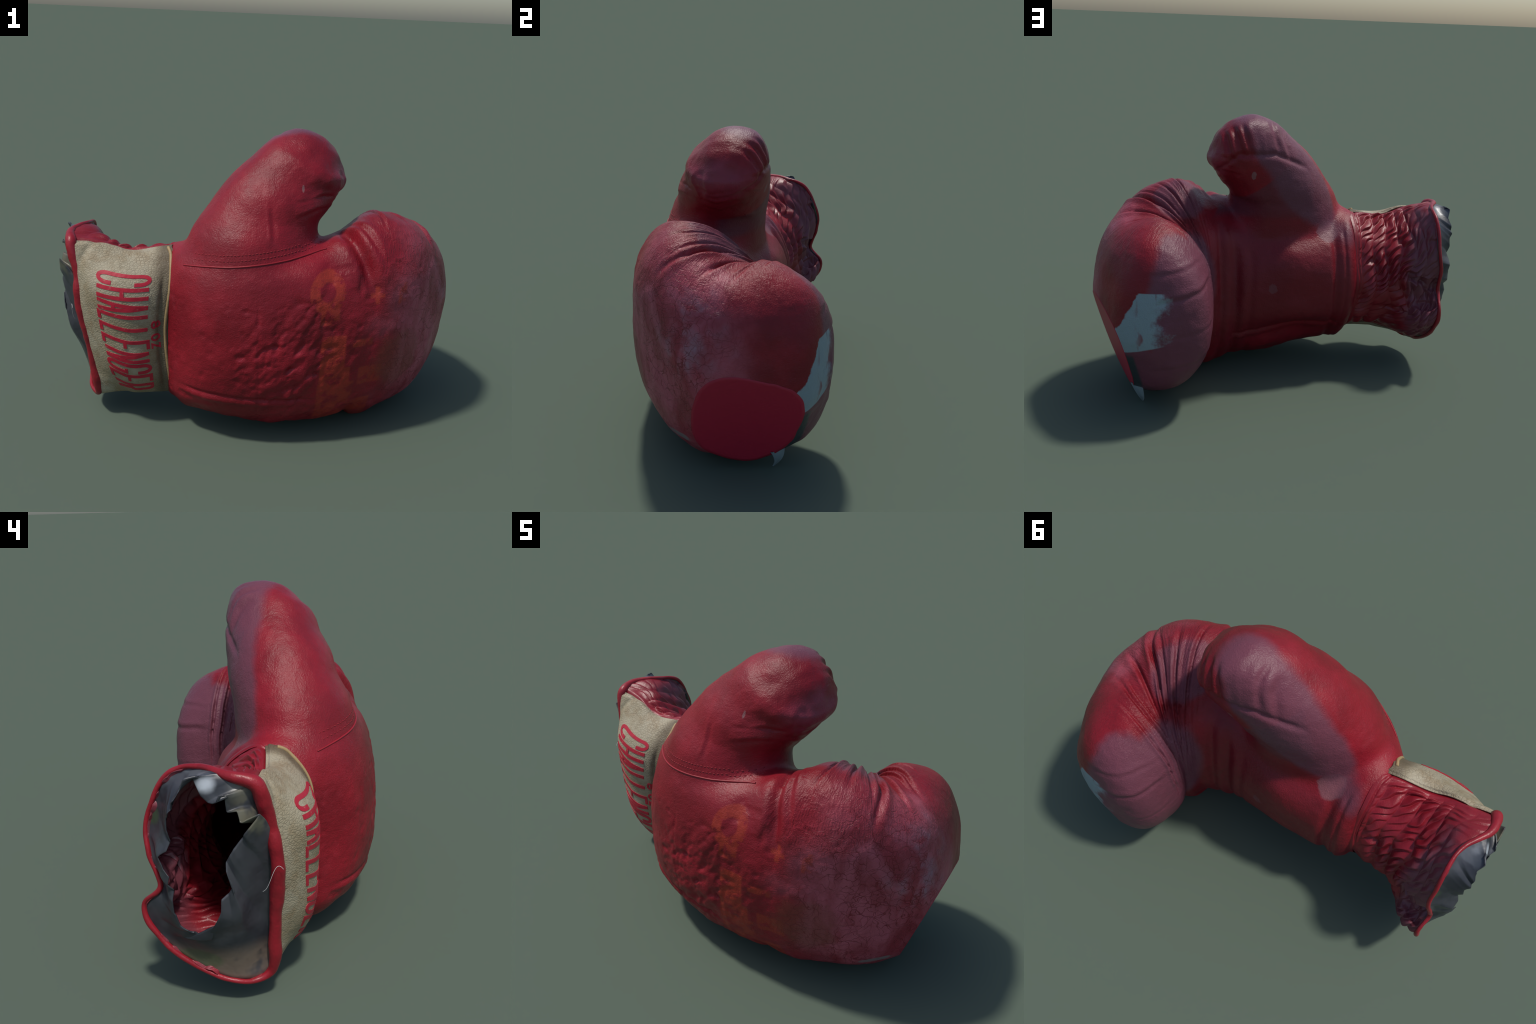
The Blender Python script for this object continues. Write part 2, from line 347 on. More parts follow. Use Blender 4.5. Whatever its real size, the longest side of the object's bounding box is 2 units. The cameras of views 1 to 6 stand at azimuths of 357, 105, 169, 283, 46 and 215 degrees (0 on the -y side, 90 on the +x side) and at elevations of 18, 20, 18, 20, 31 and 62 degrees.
# ---------------------------------------------------------------- materials
class Nodes:
    """Small helper for building node materials."""
    def __init__(self, name):
        self.mat = bpy.data.materials.new(name); self.mat.use_nodes = True
        self.t = self.mat.node_tree; self.t.nodes.clear()
        self.out = self.n('ShaderNodeOutputMaterial'); self.b = self.n('ShaderNodeBsdfPrincipled')
        self.link(self.b.outputs[0], self.out.inputs[0])
        self.co = self.n('ShaderNodeTexCoord').outputs['Object']
    def n(self, kind, **kw):
        nd = self.t.nodes.new(kind)
        for k, v in kw.items(): setattr(nd, k, v)
        return nd
    def link(self, a, b): self.t.links.new(a, b)
    def put(self, sock, v):
        if hasattr(v, 'is_linked') or isinstance(v, bpy.types.NodeSocket): self.link(v, sock)
        else: sock.default_value = v
    def math(self, op, a, b=0., clamp=False, c=None):
        nd = self.n('ShaderNodeMath', operation=op, use_clamp=clamp)
        self.put(nd.inputs[0], a); self.put(nd.inputs[1], b)
        if c is not None: self.put(nd.inputs[2], c)
        return nd.outputs[0]
    def ramp(self, x, lo, hi):
        nd = self.n('ShaderNodeMapRange', interpolation_type='SMOOTHSTEP')
        self.put(nd.inputs[0], x); nd.inputs[1].default_value = lo; nd.inputs[2].default_value = hi
        return nd.outputs[0]
    def noise(self, scale, detail=3, rough=.55, co=None, dist=0.):
        nd = self.n('ShaderNodeTexNoise'); nd.inputs['Scale'].default_value = scale
        nd.inputs['Detail'].default_value = detail; nd.inputs['Roughness'].default_value = rough
        nd.inputs['Distortion'].default_value = dist
        self.link(co or self.co, nd.inputs['Vector']); return nd.outputs['Fac']
    def voronoi(self, scale, feature='F1', co=None, out='Distance'):
        nd = self.n('ShaderNodeTexVoronoi', feature=feature); nd.inputs['Scale'].default_value = scale
        self.link(co or self.co, nd.inputs['Vector']); return nd.outputs[out]
    def mix(self, f, a, b, blend='MIX'):
        nd = self.n('ShaderNodeMix', data_type='RGBA', blend_type=blend)
        self.put(nd.inputs[0], f); self.put(nd.inputs[6], a if not isinstance(a, tuple) else (*a, 1)); self.put(nd.inputs[7], b if not isinstance(b, tuple) else (*b, 1))
        return nd.outputs[2]
    def mapping(self, loc=(0, 0, 0), rot=(0, 0, 0), sc=(1, 1, 1), kind='POINT', co=None):
        nd = self.n('ShaderNodeMapping', vector_type=kind)
        nd.inputs['Location'].default_value = loc; nd.inputs['Rotation'].default_value = rot; nd.inputs['Scale'].default_value = sc
        self.link(co or self.co, nd.inputs['Vector']); return nd.outputs[0]
    def xyz(self):
        if not hasattr(self, '_xyz'):
            nd = self.n('ShaderNodeSeparateXYZ'); self.link(self.co, nd.inputs[0]); self._xyz = nd.outputs
        return self._xyz
    def plane(self, a, b, c, d):
        """a x + b y + c z - d"""
        X, Y, Z = self.xyz()
        v = self.math('MULTIPLY', X, a); v = self.math('MULTIPLY_ADD', Y, b, c=v); v = self.math('MULTIPLY_ADD', Z, c, c=v)
        return self.math('SUBTRACT', v, d)
    def blob(self, centre, radii, soft=.15, rot=(0, 0, 0), ragged=.2, scale=9):
        """1 inside a ragged-edged ellipsoid, 0 outside."""
        v = self.mapping(loc=tuple(centre), rot=rot, sc=tuple(radii), kind='TEXTURE')
        nd = self.n('ShaderNodeVectorMath', operation='LENGTH'); self.link(v, nd.inputs[0])
        x = self.math('MULTIPLY_ADD', self.noise(scale, 4), ragged, c=nd.outputs['Value'])
        return self.ramp(self.math('SUBTRACT', x, ragged * .5), 1 + soft, 1 - soft)
    def bump(self, h, dist, strength=1., normal=None):
        nd = self.n('ShaderNodeBump'); nd.inputs['Distance'].default_value = dist; nd.inputs['Strength'].default_value = strength
        self.link(h, nd.inputs['Height'])
        if normal is not None: self.link(normal, nd.inputs['Normal'])
        return nd.outputs[0]
    def all(self, *m):
        v = m[0]
        for k in m[1:]: v = self.math('MULTIPLY', v, k)
        return v
    def done(self, colour, rough=.5, normal=None, spec=.4, **kw):
        self.put(self.b.inputs['Base Color'], colour if not isinstance(colour, tuple) else (*colour, 1))
        self.put(self.b.inputs['Roughness'], rough); self.b.inputs['Specular IOR Level'].default_value = spec
        if normal is not None: self.link(normal, self.b.inputs['Normal'])
        for k, v in kw.items(): self.b.inputs[k].default_value = v
        return self.mat

RED = (.262, .0102, .0200); DEEP = (.172, .0070, .0135); PINK = (.36, .034, .05)
MAUVE = (.145, .050, .074); SLATE = (.22, .15, .185); ORANGE = (.36, .040, .018)  # MAUVE is leather red with purplish sky reflection mixed in
TAPE = (.24, .31, .335)

def grain(k, co=None):
    """Fine leather grain height."""
    g = k.voronoi(95, 'DISTANCE_TO_EDGE', co)
    return k.math('ADD', k.math('MINIMUM', g, .25), k.math('MULTIPLY', k.noise(160, 3), .35))

def leather(name):
    """Shared worn red leather, with the patches that belong to the mitt."""
    k = Nodes(name)
    c = k.mix(k.ramp(k.noise(3.2, 5, .6), .35, .68), DEEP, RED)
    c = k.mix(k.math('MULTIPLY', k.ramp(k.noise(11, 5, .6), .56, .74), .2), c, PINK)
    return k, c

def make_mitt_material():
    k, c = leather('worn_red_leather')
    X, Y, Z = k.xyz()
    # pinkish mottling over the knuckles and fist front
    pink_mottle = k.blob((.86, -.14, .52), (.36, .40, .50), .35, ragged=.7, scale=6)
    streak = k.ramp(k.noise(5.5, 5, .62, k.mapping(sc=(1, 1, .55)), .8), .36, .62)
    c = k.mix(k.math('MULTIPLY', pink_mottle, k.math('MULTIPLY_ADD', streak, .65, c=.25)), c, (.43, .098, .132))
    sky_sheen_paint = k.blob((.96, .0, .74), (.13, .14, .17), .6, ragged=1.2, scale=8)
    c = k.mix(k.all(sky_sheen_paint, streak, k.ramp(k.noise(9, 4), .35, .6)), c, (.27, .17, .21))  # bluish sky reflection drawn into the fist front colour
    # finger end facing the palm, tinted mauve with reflected sky
    end = k.math('MAXIMUM', k.blob((.52, .47, .52), (.21, .22, .52), .10, ragged=.35, scale=7), k.blob((.46, .30, .62), (.14, .22, .33), .15, ragged=.3, scale=7))
    end = k.math('MAXIMUM', end, k.blob((.77, .44, .20), (.21, .24, .22), .1, ragged=.3, scale=7))
    c = k.mix(k.math('MULTIPLY', end, .85), c, MAUVE)
    pleat = k.blob((.53, .02, 1.03), (.15, .22, .10), .15, ragged=.4)
    c = k.mix(k.math('MULTIPLY', pleat, .7), c, MAUVE)
    # scraped pale hide left on the palm heel
    chip = k.blob((.046, .148, .541), (.022, .06, .034), .12, ragged=1.5, scale=26)
    flap = k.all(k.blob((-.275, .0, .83), (.06, .08, .06), .12, ragged=.7, scale=14))
    c = k.mix(k.math('MULTIPLY', k.math('MAXIMUM', chip, k.math('MULTIPLY', flap, .6)), .8), c, (.22, .13, .145))
    # ghost of faded orange print down the back of the hand
    ringv = k.n('ShaderNodeVectorMath', operation='LENGTH')
    k.link(k.mapping(loc=(.285, -.471, .79), sc=(1, 9, 1.1), kind='TEXTURE'), ringv.inputs[0])
    ring = k.ramp(k.math('ABSOLUTE', k.math('SUBTRACT', ringv.outputs['Value'], .062)), .030, .018)
    def bar(cx, cz, wx, wz):
        a = k.ramp(k.math('ABSOLUTE', k.math('SUBTRACT', X, cx)), wx + .006, wx - .006)
        b = k.ramp(k.math('ABSOLUTE', k.math('SUBTRACT', Z, cz)), wz + .006, wz - .006)
        return k.all(a, b)
    marks = ring
    for q in ((.30, .68, .045, .04), (.325, .50, .06, .085), (.34, .37, .075, .05), (.35, .25, .09, .09), (.53, .76, .034, .011), (.53, .76, .011, .040), (.66, .76, .020, .05), (.47, .54, .05, .018), (.52, .36, .06, .05), (.40, .12, .14, .10)):
        marks = k.math('MAXIMUM', marks, bar(*q))
    ragged = k.ramp(k.noise(17, 5, .65), .37, .52)
    marks = k.all(marks, ragged, k.ramp(Y, -.20, -.28))
    c = k.mix(k.math('MULTIPLY', marks, .62), c, ORANGE)
    scuff = k.blob((.66, -.38, .42), (.13, .16, .14), .3, ragged=1.1, scale=14)
    c = k.mix(k.math('MULTIPLY', scuff, .5), c, (.16, .045, .025))
    # far side of the thumb darkened to plum, its shade baked into the red
    inner = k.all(k.ramp(k.plane(.80, .10, 1, 1.205), .01, -.01), k.ramp(Z, .90, .94), k.ramp(k.plane(.30, 1, 0, -.03), -.02, .02))
    c = k.mix(k.math('MULTIPLY', inner, .8), c, (.125, .026, .040))
    palm_shade_tint = k.all(k.ramp(k.plane(.12, 1, 0, .035), -.02, .02), k.ramp(X, .40, .30), k.ramp(Z, .99, .90))
    c = k.mix(k.math('MULTIPLY', palm_shade_tint, .7), c, (.16, .011, .018))  # deeper red carries the shadow of the palm hollow
    v = k.blob((-.08, .03, 1.165), (.49, .170, .145), .13, rot=(0, -.86, 0), ragged=.45, scale=5)  # sky sheen along the thumb back, coloured on as a mauve ellipsoid
    c = k.mix(k.math('MULTIPLY', v, .85), c, MAUVE)
    pale = k.blob((.345, -.05, 1.24), (.08, .15, .09), .4, ragged=.8)
    c = k.mix(k.math('MULTIPLY', pale, .5), c, (.26, .06, .095))
    sp = k.math('MAXIMUM', k.blob((.164, .122, 1.171), (.011, .06, .022), .15, ragged=1.6, scale=30), k.blob((.162, -.31, 1.232), (.006, .05, .016), .2, ragged=.8, scale=40))
    c = k.mix(k.math('MULTIPLY', sp, .5), c, (.26, .17, .17))
    # crackle
    warpc = k.n('ShaderNodeVectorMath', operation='MULTIPLY_ADD'); nz = k.n('ShaderNodeTexNoise'); nz.inputs['Scale'].default_value = 14
    k.link(k.co, nz.inputs['Vector']); k.link(nz.outputs['Color'], warpc.inputs[0]); warpc.inputs[1].default_value = (.09, .09, .09); k.link(k.co, warpc.inputs[2])
    crack = k.math('MAXIMUM', k.ramp(k.voronoi(21, 'DISTANCE_TO_EDGE', warpc.outputs[0]), .032, .006), k.ramp(k.voronoi(10, 'DISTANCE_TO_EDGE', warpc.outputs[0]), .020, .006))
    crackzone = k.blob((.84, -.20, .52), (.40, .44, .56), .5, ragged=.8, scale=6)
    crack = k.all(crack, crackzone, k.ramp(k.noise(6, 3), .30, .55))
    c = k.mix(k.math('MULTIPLY', crack, .75), c, (.15, .007, .012))
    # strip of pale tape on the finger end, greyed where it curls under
    wob = k.math('MULTIPLY', k.math('SUBTRACT', k.noise(8, 6, .65), .5), .26)
    upper = k.ramp(k.math('ADD', k.plane(1, 0, .57, 1.155), k.math('MULTIPLY', wob, .3)), .004, -.004)
    fade_in = k.ramp(k.math('ADD', k.plane(1, 0, 0, .655), k.math('MULTIPLY', wob, 1.2)), -.02, .05)
    tape = k.all(upper, fade_in, k.ramp(Z, .690, .684), k.ramp(k.plane(.28, 0, 1, .60), -.004, .004), k.ramp(Y, .25, .28))
    holes = k.math('MULTIPLY', k.ramp(k.noise(10, 3, .5, k.mapping(sc=(1.6, 1, .7))), .56, .64), k.ramp(X, .80, .74))
    tape = k.math('MULTIPLY', tape, k.math('SUBTRACT', 1., k.math('MULTIPLY', holes, .85)))
    c = k.mix(tape, c, TAPE)
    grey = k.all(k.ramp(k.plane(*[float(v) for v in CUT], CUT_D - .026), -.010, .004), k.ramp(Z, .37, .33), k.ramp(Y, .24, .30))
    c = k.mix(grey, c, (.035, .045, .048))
    lab = k.blob((.862, -.10, .172), (.055, .10, .022), .2, rot=(.12, 0, 0), ragged=.8, scale=22)
    c = k.mix(k.math('MULTIPLY', lab, .85), c, (.24, .20, .20))
    # embossed round mark
    em = k.n('ShaderNodeVectorMath', operation='LENGTH'); k.link(k.mapping(loc=(.633, -.338, .969), sc=(1, 1, 1), kind='TEXTURE'), em.inputs[0])
    rg = k.math('ADD', k.ramp(k.math('ABSOLUTE', k.math('SUBTRACT', em.outputs['Value'], .050)), .007, .002), k.math('MULTIPLY', k.ramp(k.math('ABSOLUTE', k.math('SUBTRACT', em.outputs['Value'], .085)), .012, .004), k.ramp(k.noise(70, 2), .45, .6)))
    hgt = k.math('ADD', k.math('MULTIPLY', grain(k), .45), k.math('MULTIPLY', k.noise(30, 6, .68), 1.1))
    ang = k.math('ARCTAN2', k.math('SUBTRACT', Y, .10), k.math('SUBTRACT', X, .50))
    rad = k.math('SQRT', k.math('ADD', k.math('POWER', k.math('SUBTRACT', X, .50), 2.), k.math('POWER', k.math('SUBTRACT', Y, .10), 2.)))
    cx = k.n('ShaderNodeCombineXYZ'); k.put(cx.inputs[0], k.math('MULTIPLY', ang, 5.)); k.put(cx.inputs[1], k.math('MULTIPLY', rad, 2.2)); k.put(cx.inputs[2], k.math('MULTIPLY', Z, 2.2))
    fan = k.math('MULTIPLY', k.math('ABSOLUTE', k.math('SUBTRACT', k.noise(5, 3, .55, cx.outputs[0]), .5)), k.all(k.ramp(Z, .74, .92), k.ramp(X, .34, .46)))
    hgt = k.math('MULTIPLY_ADD', fan, 2.2, c=hgt)
    hgt = k.math('SUBTRACT', k.math('MULTIPLY_ADD', rg, .2, c=hgt), k.math('MULTIPLY', crack, .35))
    rough = k.math('MULTIPLY_ADD', k.noise(9, 4), .25, c=.28)
    return k.done(c, rough, k.bump(hgt, .005, .7), .32)

def make_gather_material():
    k, c = leather('gathered_leather')
    g = k.blob((-.83, .10, .50), (.09, .2, .6), .3, ragged=1.2, scale=9)
    c = k.mix(k.math('MULTIPLY', g, .6), c, (.13, .06, .08))
    hgt = k.math('ADD', k.math('MULTIPLY', grain(k), .3), k.math('MULTIPLY', k.noise(28, 4), .6))
    return k.done(c, .42, k.bump(hgt, .005, .6), .45)

def make_cream():
    k = Nodes('aged_cream_leather')
    c = k.mix(k.ramp(k.noise(5, 5, .6), .3, .7), (.265, .215, .13), (.39, .345, .245))
    c = k.mix(k.math('MULTIPLY', k.ramp(k.noise(13, 5, .65), .48, .72), .6), c, (.24, .165, .085))
    cell = k.voronoi(62, 'DISTANCE_TO_EDGE', k.mapping(rot=(0, .5, 0), sc=(1, 1, 1.7)))
    cr = k.math('MULTIPLY', k.ramp(cell, .07, .01), k.ramp(k.noise(9, 3), .38, .6))
    c = k.mix(k.math('MULTIPLY', cr, .4), c, (.17, .12, .07))
    X, Y, Z = k.xyz()
    c = k.mix(k.math('MULTIPLY', k.ramp(k.math('ADD', X, k.math('MULTIPLY', k.noise(12, 3), .05)), -.525, -.46), .8), c, (.10, .075, .045))
    hgt = k.math('SUBTRACT', k.math('ADD', k.math('MULTIPLY', k.math('MINIMUM', cell, .2), 2.), k.math('MULTIPLY', k.noise(60, 4), .5)), k.math('MULTIPLY', cr, .6))
    return k.done(c, .55, k.bump(hgt, .004, .5), .35)

def make_print():
    k = Nodes('red_print')
    wear = k.math('MULTIPLY', k.ramp(k.noise(46, 5, .7), .60, .72), .45)
    c = k.mix(wear, (.42, .014, .034), (.42, .30, .21))
    return k.done(c, .5, k.bump(k.noise(60, 3), .002, .5), .35)

def make_lining():
    k = Nodes('grey_lining')
    c = k.mix(k.ramp(k.noise(5, 4), .4, .65), (.022, .025, .032), (.055, .058, .068))
    X, Y, Z = k.xyz()
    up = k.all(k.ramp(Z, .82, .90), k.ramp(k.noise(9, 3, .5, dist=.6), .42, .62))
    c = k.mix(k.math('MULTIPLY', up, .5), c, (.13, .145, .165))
    painted_glint = k.blob((-.93, -.06, .92), (.05, .035, .03), .4, ragged=.5, scale=14)
    c = k.mix(painted_glint, c, (.42, .46, .50))  # white highlight on the film, set in base colour
    olive = k.all(k.ramp(Z, .72, .80), k.ramp(Y, -.12, -.20), k.ramp(k.noise(8, 3), .4, .55))
    c = k.mix(k.math('MULTIPLY', olive, .7), c, (.19, .18, .12))
    low = k.all(k.ramp(Z, .30, .20), k.ramp(k.noise(7, 3), .35, .5))
    c = k.mix(k.math('MULTIPLY', low, .7), c, (.20, .15, .11))
    green_reflection_paint = k.math('MAXIMUM', k.blob((-.88, .02, .20), (.09, .09, .05), .2), k.blob((-.90, .18, .77), (.06, .05, .04), .2))
    c = k.mix(k.math('MULTIPLY', green_reflection_paint, .6), c, (.05, .085, .035))  # green smears are reflections painted onto the grey
    return k.done(c, .38, k.bump(k.noise(12, 3), .01, .4), .5)

def plain(name, col, rough=.5, amp=.25, spec=.4):
    k = Nodes(name)
    c = k.mix(k.math('MULTIPLY', k.ramp(k.noise(14, 4), .4, .7), amp), col, tuple(v * .45 for v in col))
    return k.done(c, rough, k.bump(k.noise(70, 3), .003, .5), spec)

M_MITT = make_mitt_material(); M_GATH = make_gather_material()
M_CREAM = make_cream(); M_PRINT = make_print(); M_LIN = make_lining()
M_BIND = plain('binding_leather', (.28, .012, .022), .38, .4)
M_PIPE = plain('tan_piping', (.36, .25, .12), .55)
M_PATCH = plain('smooth_red_filler', (.40, .015, .042), .5, .03)
M_SEAM = plain('seam_leather', (.28, .012, .021), .45, .3)
M_STITCH = plain('red_thread', (.27, .013, .022), .6, .3)
M_TAPE = plain('pale_tape', TAPE, .6, .15)

# ---------------------------------------------------------------- build
glove = bpy.data.objects.new('boxing_glove', None); scene_col.objects.link(glove)
glove['label'] = 'worn red leather boxing glove with cream lettered cuff'
glove['category'] = 'boxing glove'

GM = mitt(); GT = thumb()
GM[..., 2] = np.maximum(GM[..., 2], .006 + .25 * np.minimum(GM[..., 2] - .006, 0))

def closed_mesh(name, G):
    """Grid mesh with its open first ring capped."""
    me = grid_mesh(name, G, True, True); outward(me)
    bm = bmesh.new(); bm.from_mesh(me)
    bmesh.ops.holes_fill(bm, edges=[e for e in bm.edges if e.is_boundary], sides=0)
    bmesh.ops.recalc_face_normals(bm, faces=bm.faces); bm.to_mesh(me); bm.free(); return me

def tree_of(me):
    return BVHTree.FromPolygons([v.co[:] for v in me.vertices], [p.vertices[:] for p in me.polygons])

mm = closed_mesh('mitt_form', GM); tm = closed_mesh('thumb_form', GT)
tree_m, tree_t = tree_of(mm), tree_of(tm)
wrist_x = GM[0, :, 0].max()
bm = bmesh.new(); bm.from_mesh(mm); bm.from_mesh(tm)
both = bpy.data.meshes.new('both'); bm.to_mesh(both); bm.free()
tmp = bpy.data.objects.new('both', both); scene_col.objects.link(tmp)
rm = tmp.modifiers.new('union', 'REMESH'); rm.mode = 'VOXEL'; rm.voxel_size = .0052; rm.use_smooth_shade = True
bpy.context.view_layer.update()
body = bpy.data.meshes.new_from_object(tmp.evaluated_get(bpy.context.evaluated_depsgraph_get()))
bpy.data.objects.remove(tmp)
n = len(body.vertices); co = np.empty(n * 3); body.vertices.foreach_get('co', co); co = co.reshape(-1, 3)
E = np.empty(len(body.edges) * 2, np.int32); body.edges.foreach_get('vertices', E); E = E.reshape(-1, 2)
deg_ = np.bincount(E.ravel(), minlength=n).astype(float)[:, None]
near = np.zeros(n); thumb_side = np.zeros(n)
for i in np.where((np.abs(co[:, 2] - .95) < .22) & (co[:, 0] < .45) & (co[:, 0] > -.5))[0]:
    v = Vector(co[i]); a_ = tree_m.find_nearest(v, .3); b_ = tree_t.find_nearest(v, .3)
    da = a_[3] if a_[0] is not None else .3; db = b_[3] if b_[0] is not None else .3
    near[i] = max(da, db); thumb_side[i] = da - db
zone = (np.abs(co[:, 2] - .95) < .22) & (co[:, 0] < .45) & (co[:, 0] > -.5)
thumb_side[~zone] = np.where(co[~zone, 2] > 1.1, 1, -1)
thumb_side[(co[:, 2] > 1.1) & (co[:, 0] > .44)] = -1
w = np.where(zone, 1 - smoothstep(.03, .10, near), 0)[:, None]
rest = co.copy()
def relax(P, w, k):
    for _ in range(k):
        acc = np.zeros_like(P)
        for c_ in range(3):
            acc[:, c_] = np.bincount(E[:, 0], P[E[:, 1], c_], n) + np.bincount(E[:, 1], P[E[:, 0], c_], n)
        P = P + .5 * w * (acc / deg_ - P)
    return P
co = relax(co, np.full((n, 1), .5), 2)
co = relax(co, w, 180)
body.vertices.foreach_set('co', co.ravel())
# open the wrist again
bm = bmesh.new(); bm.from_mesh(body); bm.verts.ensure_lookup_table()
ts = bm.verts.layers.float.new('side')
for v in bm.verts: v[ts] = thumb_side[v.index]
bmesh.ops.bisect_plane(bm, geom=bm.verts[:] + bm.edges[:] + bm.faces[:], plane_co=Vector((-.457, 0, 0)), plane_no=Vector((-1, 0, 0)), clear_outer=True)
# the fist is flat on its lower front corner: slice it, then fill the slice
bmesh.ops.bisect_plane(bm, geom=bm.verts[:] + bm.edges[:] + bm.faces[:], plane_co=Vector(CUT * CUT_D), plane_no=Vector(CUT), clear_outer=True)
loop_e = {e for e in bm.edges if e.is_boundary and all(abs(v.co.dot(Vector(CUT)) - CUT_D) < 1e-4 for v in e.verts)}
e0 = next(iter(sorted(loop_e, key=lambda e: e.index))); ring = [e0.verts[0], e0.verts[1]]; used = {e0}
while True:
    nxt = [e for e in ring[-1].link_edges if e in loop_e and e not in used]
    if not nxt: break
    used.add(nxt[0]); v = nxt[0].other_vert(ring[-1])
    if v is ring[0]: break
    ring.append(v)
ring_co = np.array([v.co[:] for v in ring])
for f in bm.faces: f.smooth = True
bm.normal_update()
bm.verts.index_update()
vn = np.array([v.normal[:] for v in bm.verts]); vs = np.array([v[ts] for v in bm.verts]); vc = [v.co[:] for v in bm.verts]
faces = [[v.index for v in f.verts] for f in bm.faces]
bm.free()
is_thumb = np.array([np.mean([vs[q] for q in f]) > 0 for f in faces])

def part(name, pick, mat):
    """Cut one region out of the smooth body, keeping the body's own normals."""
    F = [f for f, p in zip(faces, pick) if p]
    ids = np.unique(np.concatenate(F)); new = {int(a): k for k, a in enumerate(ids)}
    me = bpy.data.meshes.new(name); me.from_pydata([vc[a] for a in ids], [], [[new[q] for q in f] for f in F])
    me.shade_smooth(); me.normals_split_custom_set_from_vertices([tuple(vn[a]) for a in ids])
    return add(name, me, glove, mat)
hand = part('hand', ~is_thumb, M_MITT); thumb_o = part('thumb', is_thumb, M_MITT)

cen = ring_co.mean(0); K = 16; rings = []
for k in range(K + 1):
    f = 1 - (k / K)
    rings.append(cen + (ring_co - cen) * f + CUT * .0015)
rings.insert(0, ring_co)
pm = grid_mesh('filler_patch', np.array(rings), True, True); outward(pm)
if np.mean([p.normal.dot(Vector(CUT)) for p in pm.polygons]) < 0: pm.flip_normals()
add('filler_patch', pm, hand, M_PATCH)

# pointed tail of tape under the fist
q = np.linspace(0, 1, 14); tail = []
for u in q:
    wdt = .055 * (1 - u) ** .8 + .001
    c_ = np.array([.80, .335, .115]) * (1 - u) + np.array([.757, .305, .0]) * u + np.array([.0, .02, 0]) * math.sin(u * 2.6)
    a_ = np.array([-.75, .55, -.1]); a_ /= np.linalg.norm(a_); b_ = np.array([.5, .8, .1]) * .0035
    tail.append([c_ + a_ * wdt - b_, c_ - a_ * wdt * .4 - b_, c_ - a_ * wdt * .4 + b_, c_ + a_ * wdt + b_])
add('tape_tail', grid_mesh('tape_tail', np.array(tail), True), hand, M_TAPE)

# cuff: cream panel at the front, gathered leather at the back
s, t = np.meshgrid(np.linspace(-.13, 2.97, 150), np.linspace(0, 1, 260), indexing='ij')
t = T_LOW - .006 + t * (top_edge(s) + .012 - T_LOW)
cp = add('label_panel', grid_mesh('label_panel', panel_surface(s, t), False), glove, M_CREAM)
s, t = np.meshgrid(np.linspace(-.13, 3.0, 260), np.linspace(0, 1, 560), indexing='ij')
t = top_edge(s) - 1.014 + t * (T_LOW + .026 - (top_edge(s) - 1))
cg = add('gathered_cuff', grid_mesh('gathered_cuff', gathers(s, t), False), glove, M_GATH)
for o in (cp, cg):
    # faces must look away from the tube's axis
    m_ = o.data; p = m_.polygons[len(m_.polygons) // 2]
    if p.normal.dot(p.center - Vector((p.center.x, -.12, .52))) < 0: m_.flip_normals()
    sm = o.modifiers.new('thickness', 'SOLIDIFY'); sm.thickness = .006; sm.offset = -1

def tube(path, radius, closed=False, sides=14, lump=0., seed=0):
    """Mesh of a tube along a path; radius may vary along it."""
    P = np.array(path, float); n = len(P)
    T = (np.roll(P, -1, 0) - np.roll(P, 1, 0)) if closed else np.gradient(P, axis=0)
    T /= np.linalg.norm(T, axis=1, keepdims=True)
    up = np.array([0, 0, 1.]) if abs(T[0, 2]) < .9 else np.array([1., 0, 0])
    a = np.cross(T[0], up); a /= np.linalg.norm(a); G = []
    r = np.broadcast_to(radius, (n,))
    q = np.linspace(0, 2 * np.pi, sides, endpoint=False)
    for i in range(n):
        a = a - T[i] * a.dot(T[i]); a /= np.linalg.norm(a); b = np.cross(T[i], a)
        ringp = P[i] + r[i] * (np.cos(q)[:, None] * a + np.sin(q)[:, None] * b)
        G.append(ringp)
    G = np.array(G)
    if lump:
        D = G - P[:, None]; G = P[:, None] + D * (1 + lump * noise(G, 16, 90 + seed, 2))[..., None]
    if closed: G = np.concatenate([G, G[:1]])
    else: G = np.concatenate([P[:1, None].repeat(sides, 1), G, P[-1:, None].repeat(sides, 1)])
    m_ = grid_mesh('tube', G, True, True); outward(m_); return m_

# rolled binding round the rim: fat on the panel side, thin on the gathered side
tt = np.linspace(0, 1, 480, endpoint=False)
path = cuff_point(np.full_like(tt, 3.0), tt); nn = cuff_normal(np.full_like(tt, 2.9), tt)
frontness = smoothstep(T_LOW - .02, T_LOW + .06, tt) + (1 - smoothstep(.0, .16, tt))
frontness = np.clip(frontness, 0, 1)
rad = (.010 + .016 * frontness) * (1 + .35 * noise(path, 8, 99, 2))
path = path + nn * (.010 * noise(path, 9, 100, 2))[:, None] + np.array([1., 0, 0]) * (.012 * noise(path, 7, 101, 2))[:, None]
path = path - nn * (rad * .35)[:, None]
bind = add('rim_binding', tube(path, rad, True, 18, .18, 1), glove, M_BIND)

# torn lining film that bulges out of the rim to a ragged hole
HOLE = [(-.02, .94), (.06, .87), (.06, .79), (.10, .66), (.10, .60), (.08, .52), (.08, .42), (.02, .34), (-.05, .34), (-.09, .38), (-.11, .50), (-.15, .57), (-.13, .66), (-.18, .74), (-.24, .83), (-.14, .85), (-.13, .90), (-.09, .89), (-.05, .90)]
hp = np.array([(y, z) for y, z in HOLE]); hc = np.array([-.06, .62])
rimP = cuff_point(np.full(360, 2.98), np.linspace(0, 1, 360, endpoint=False)); 
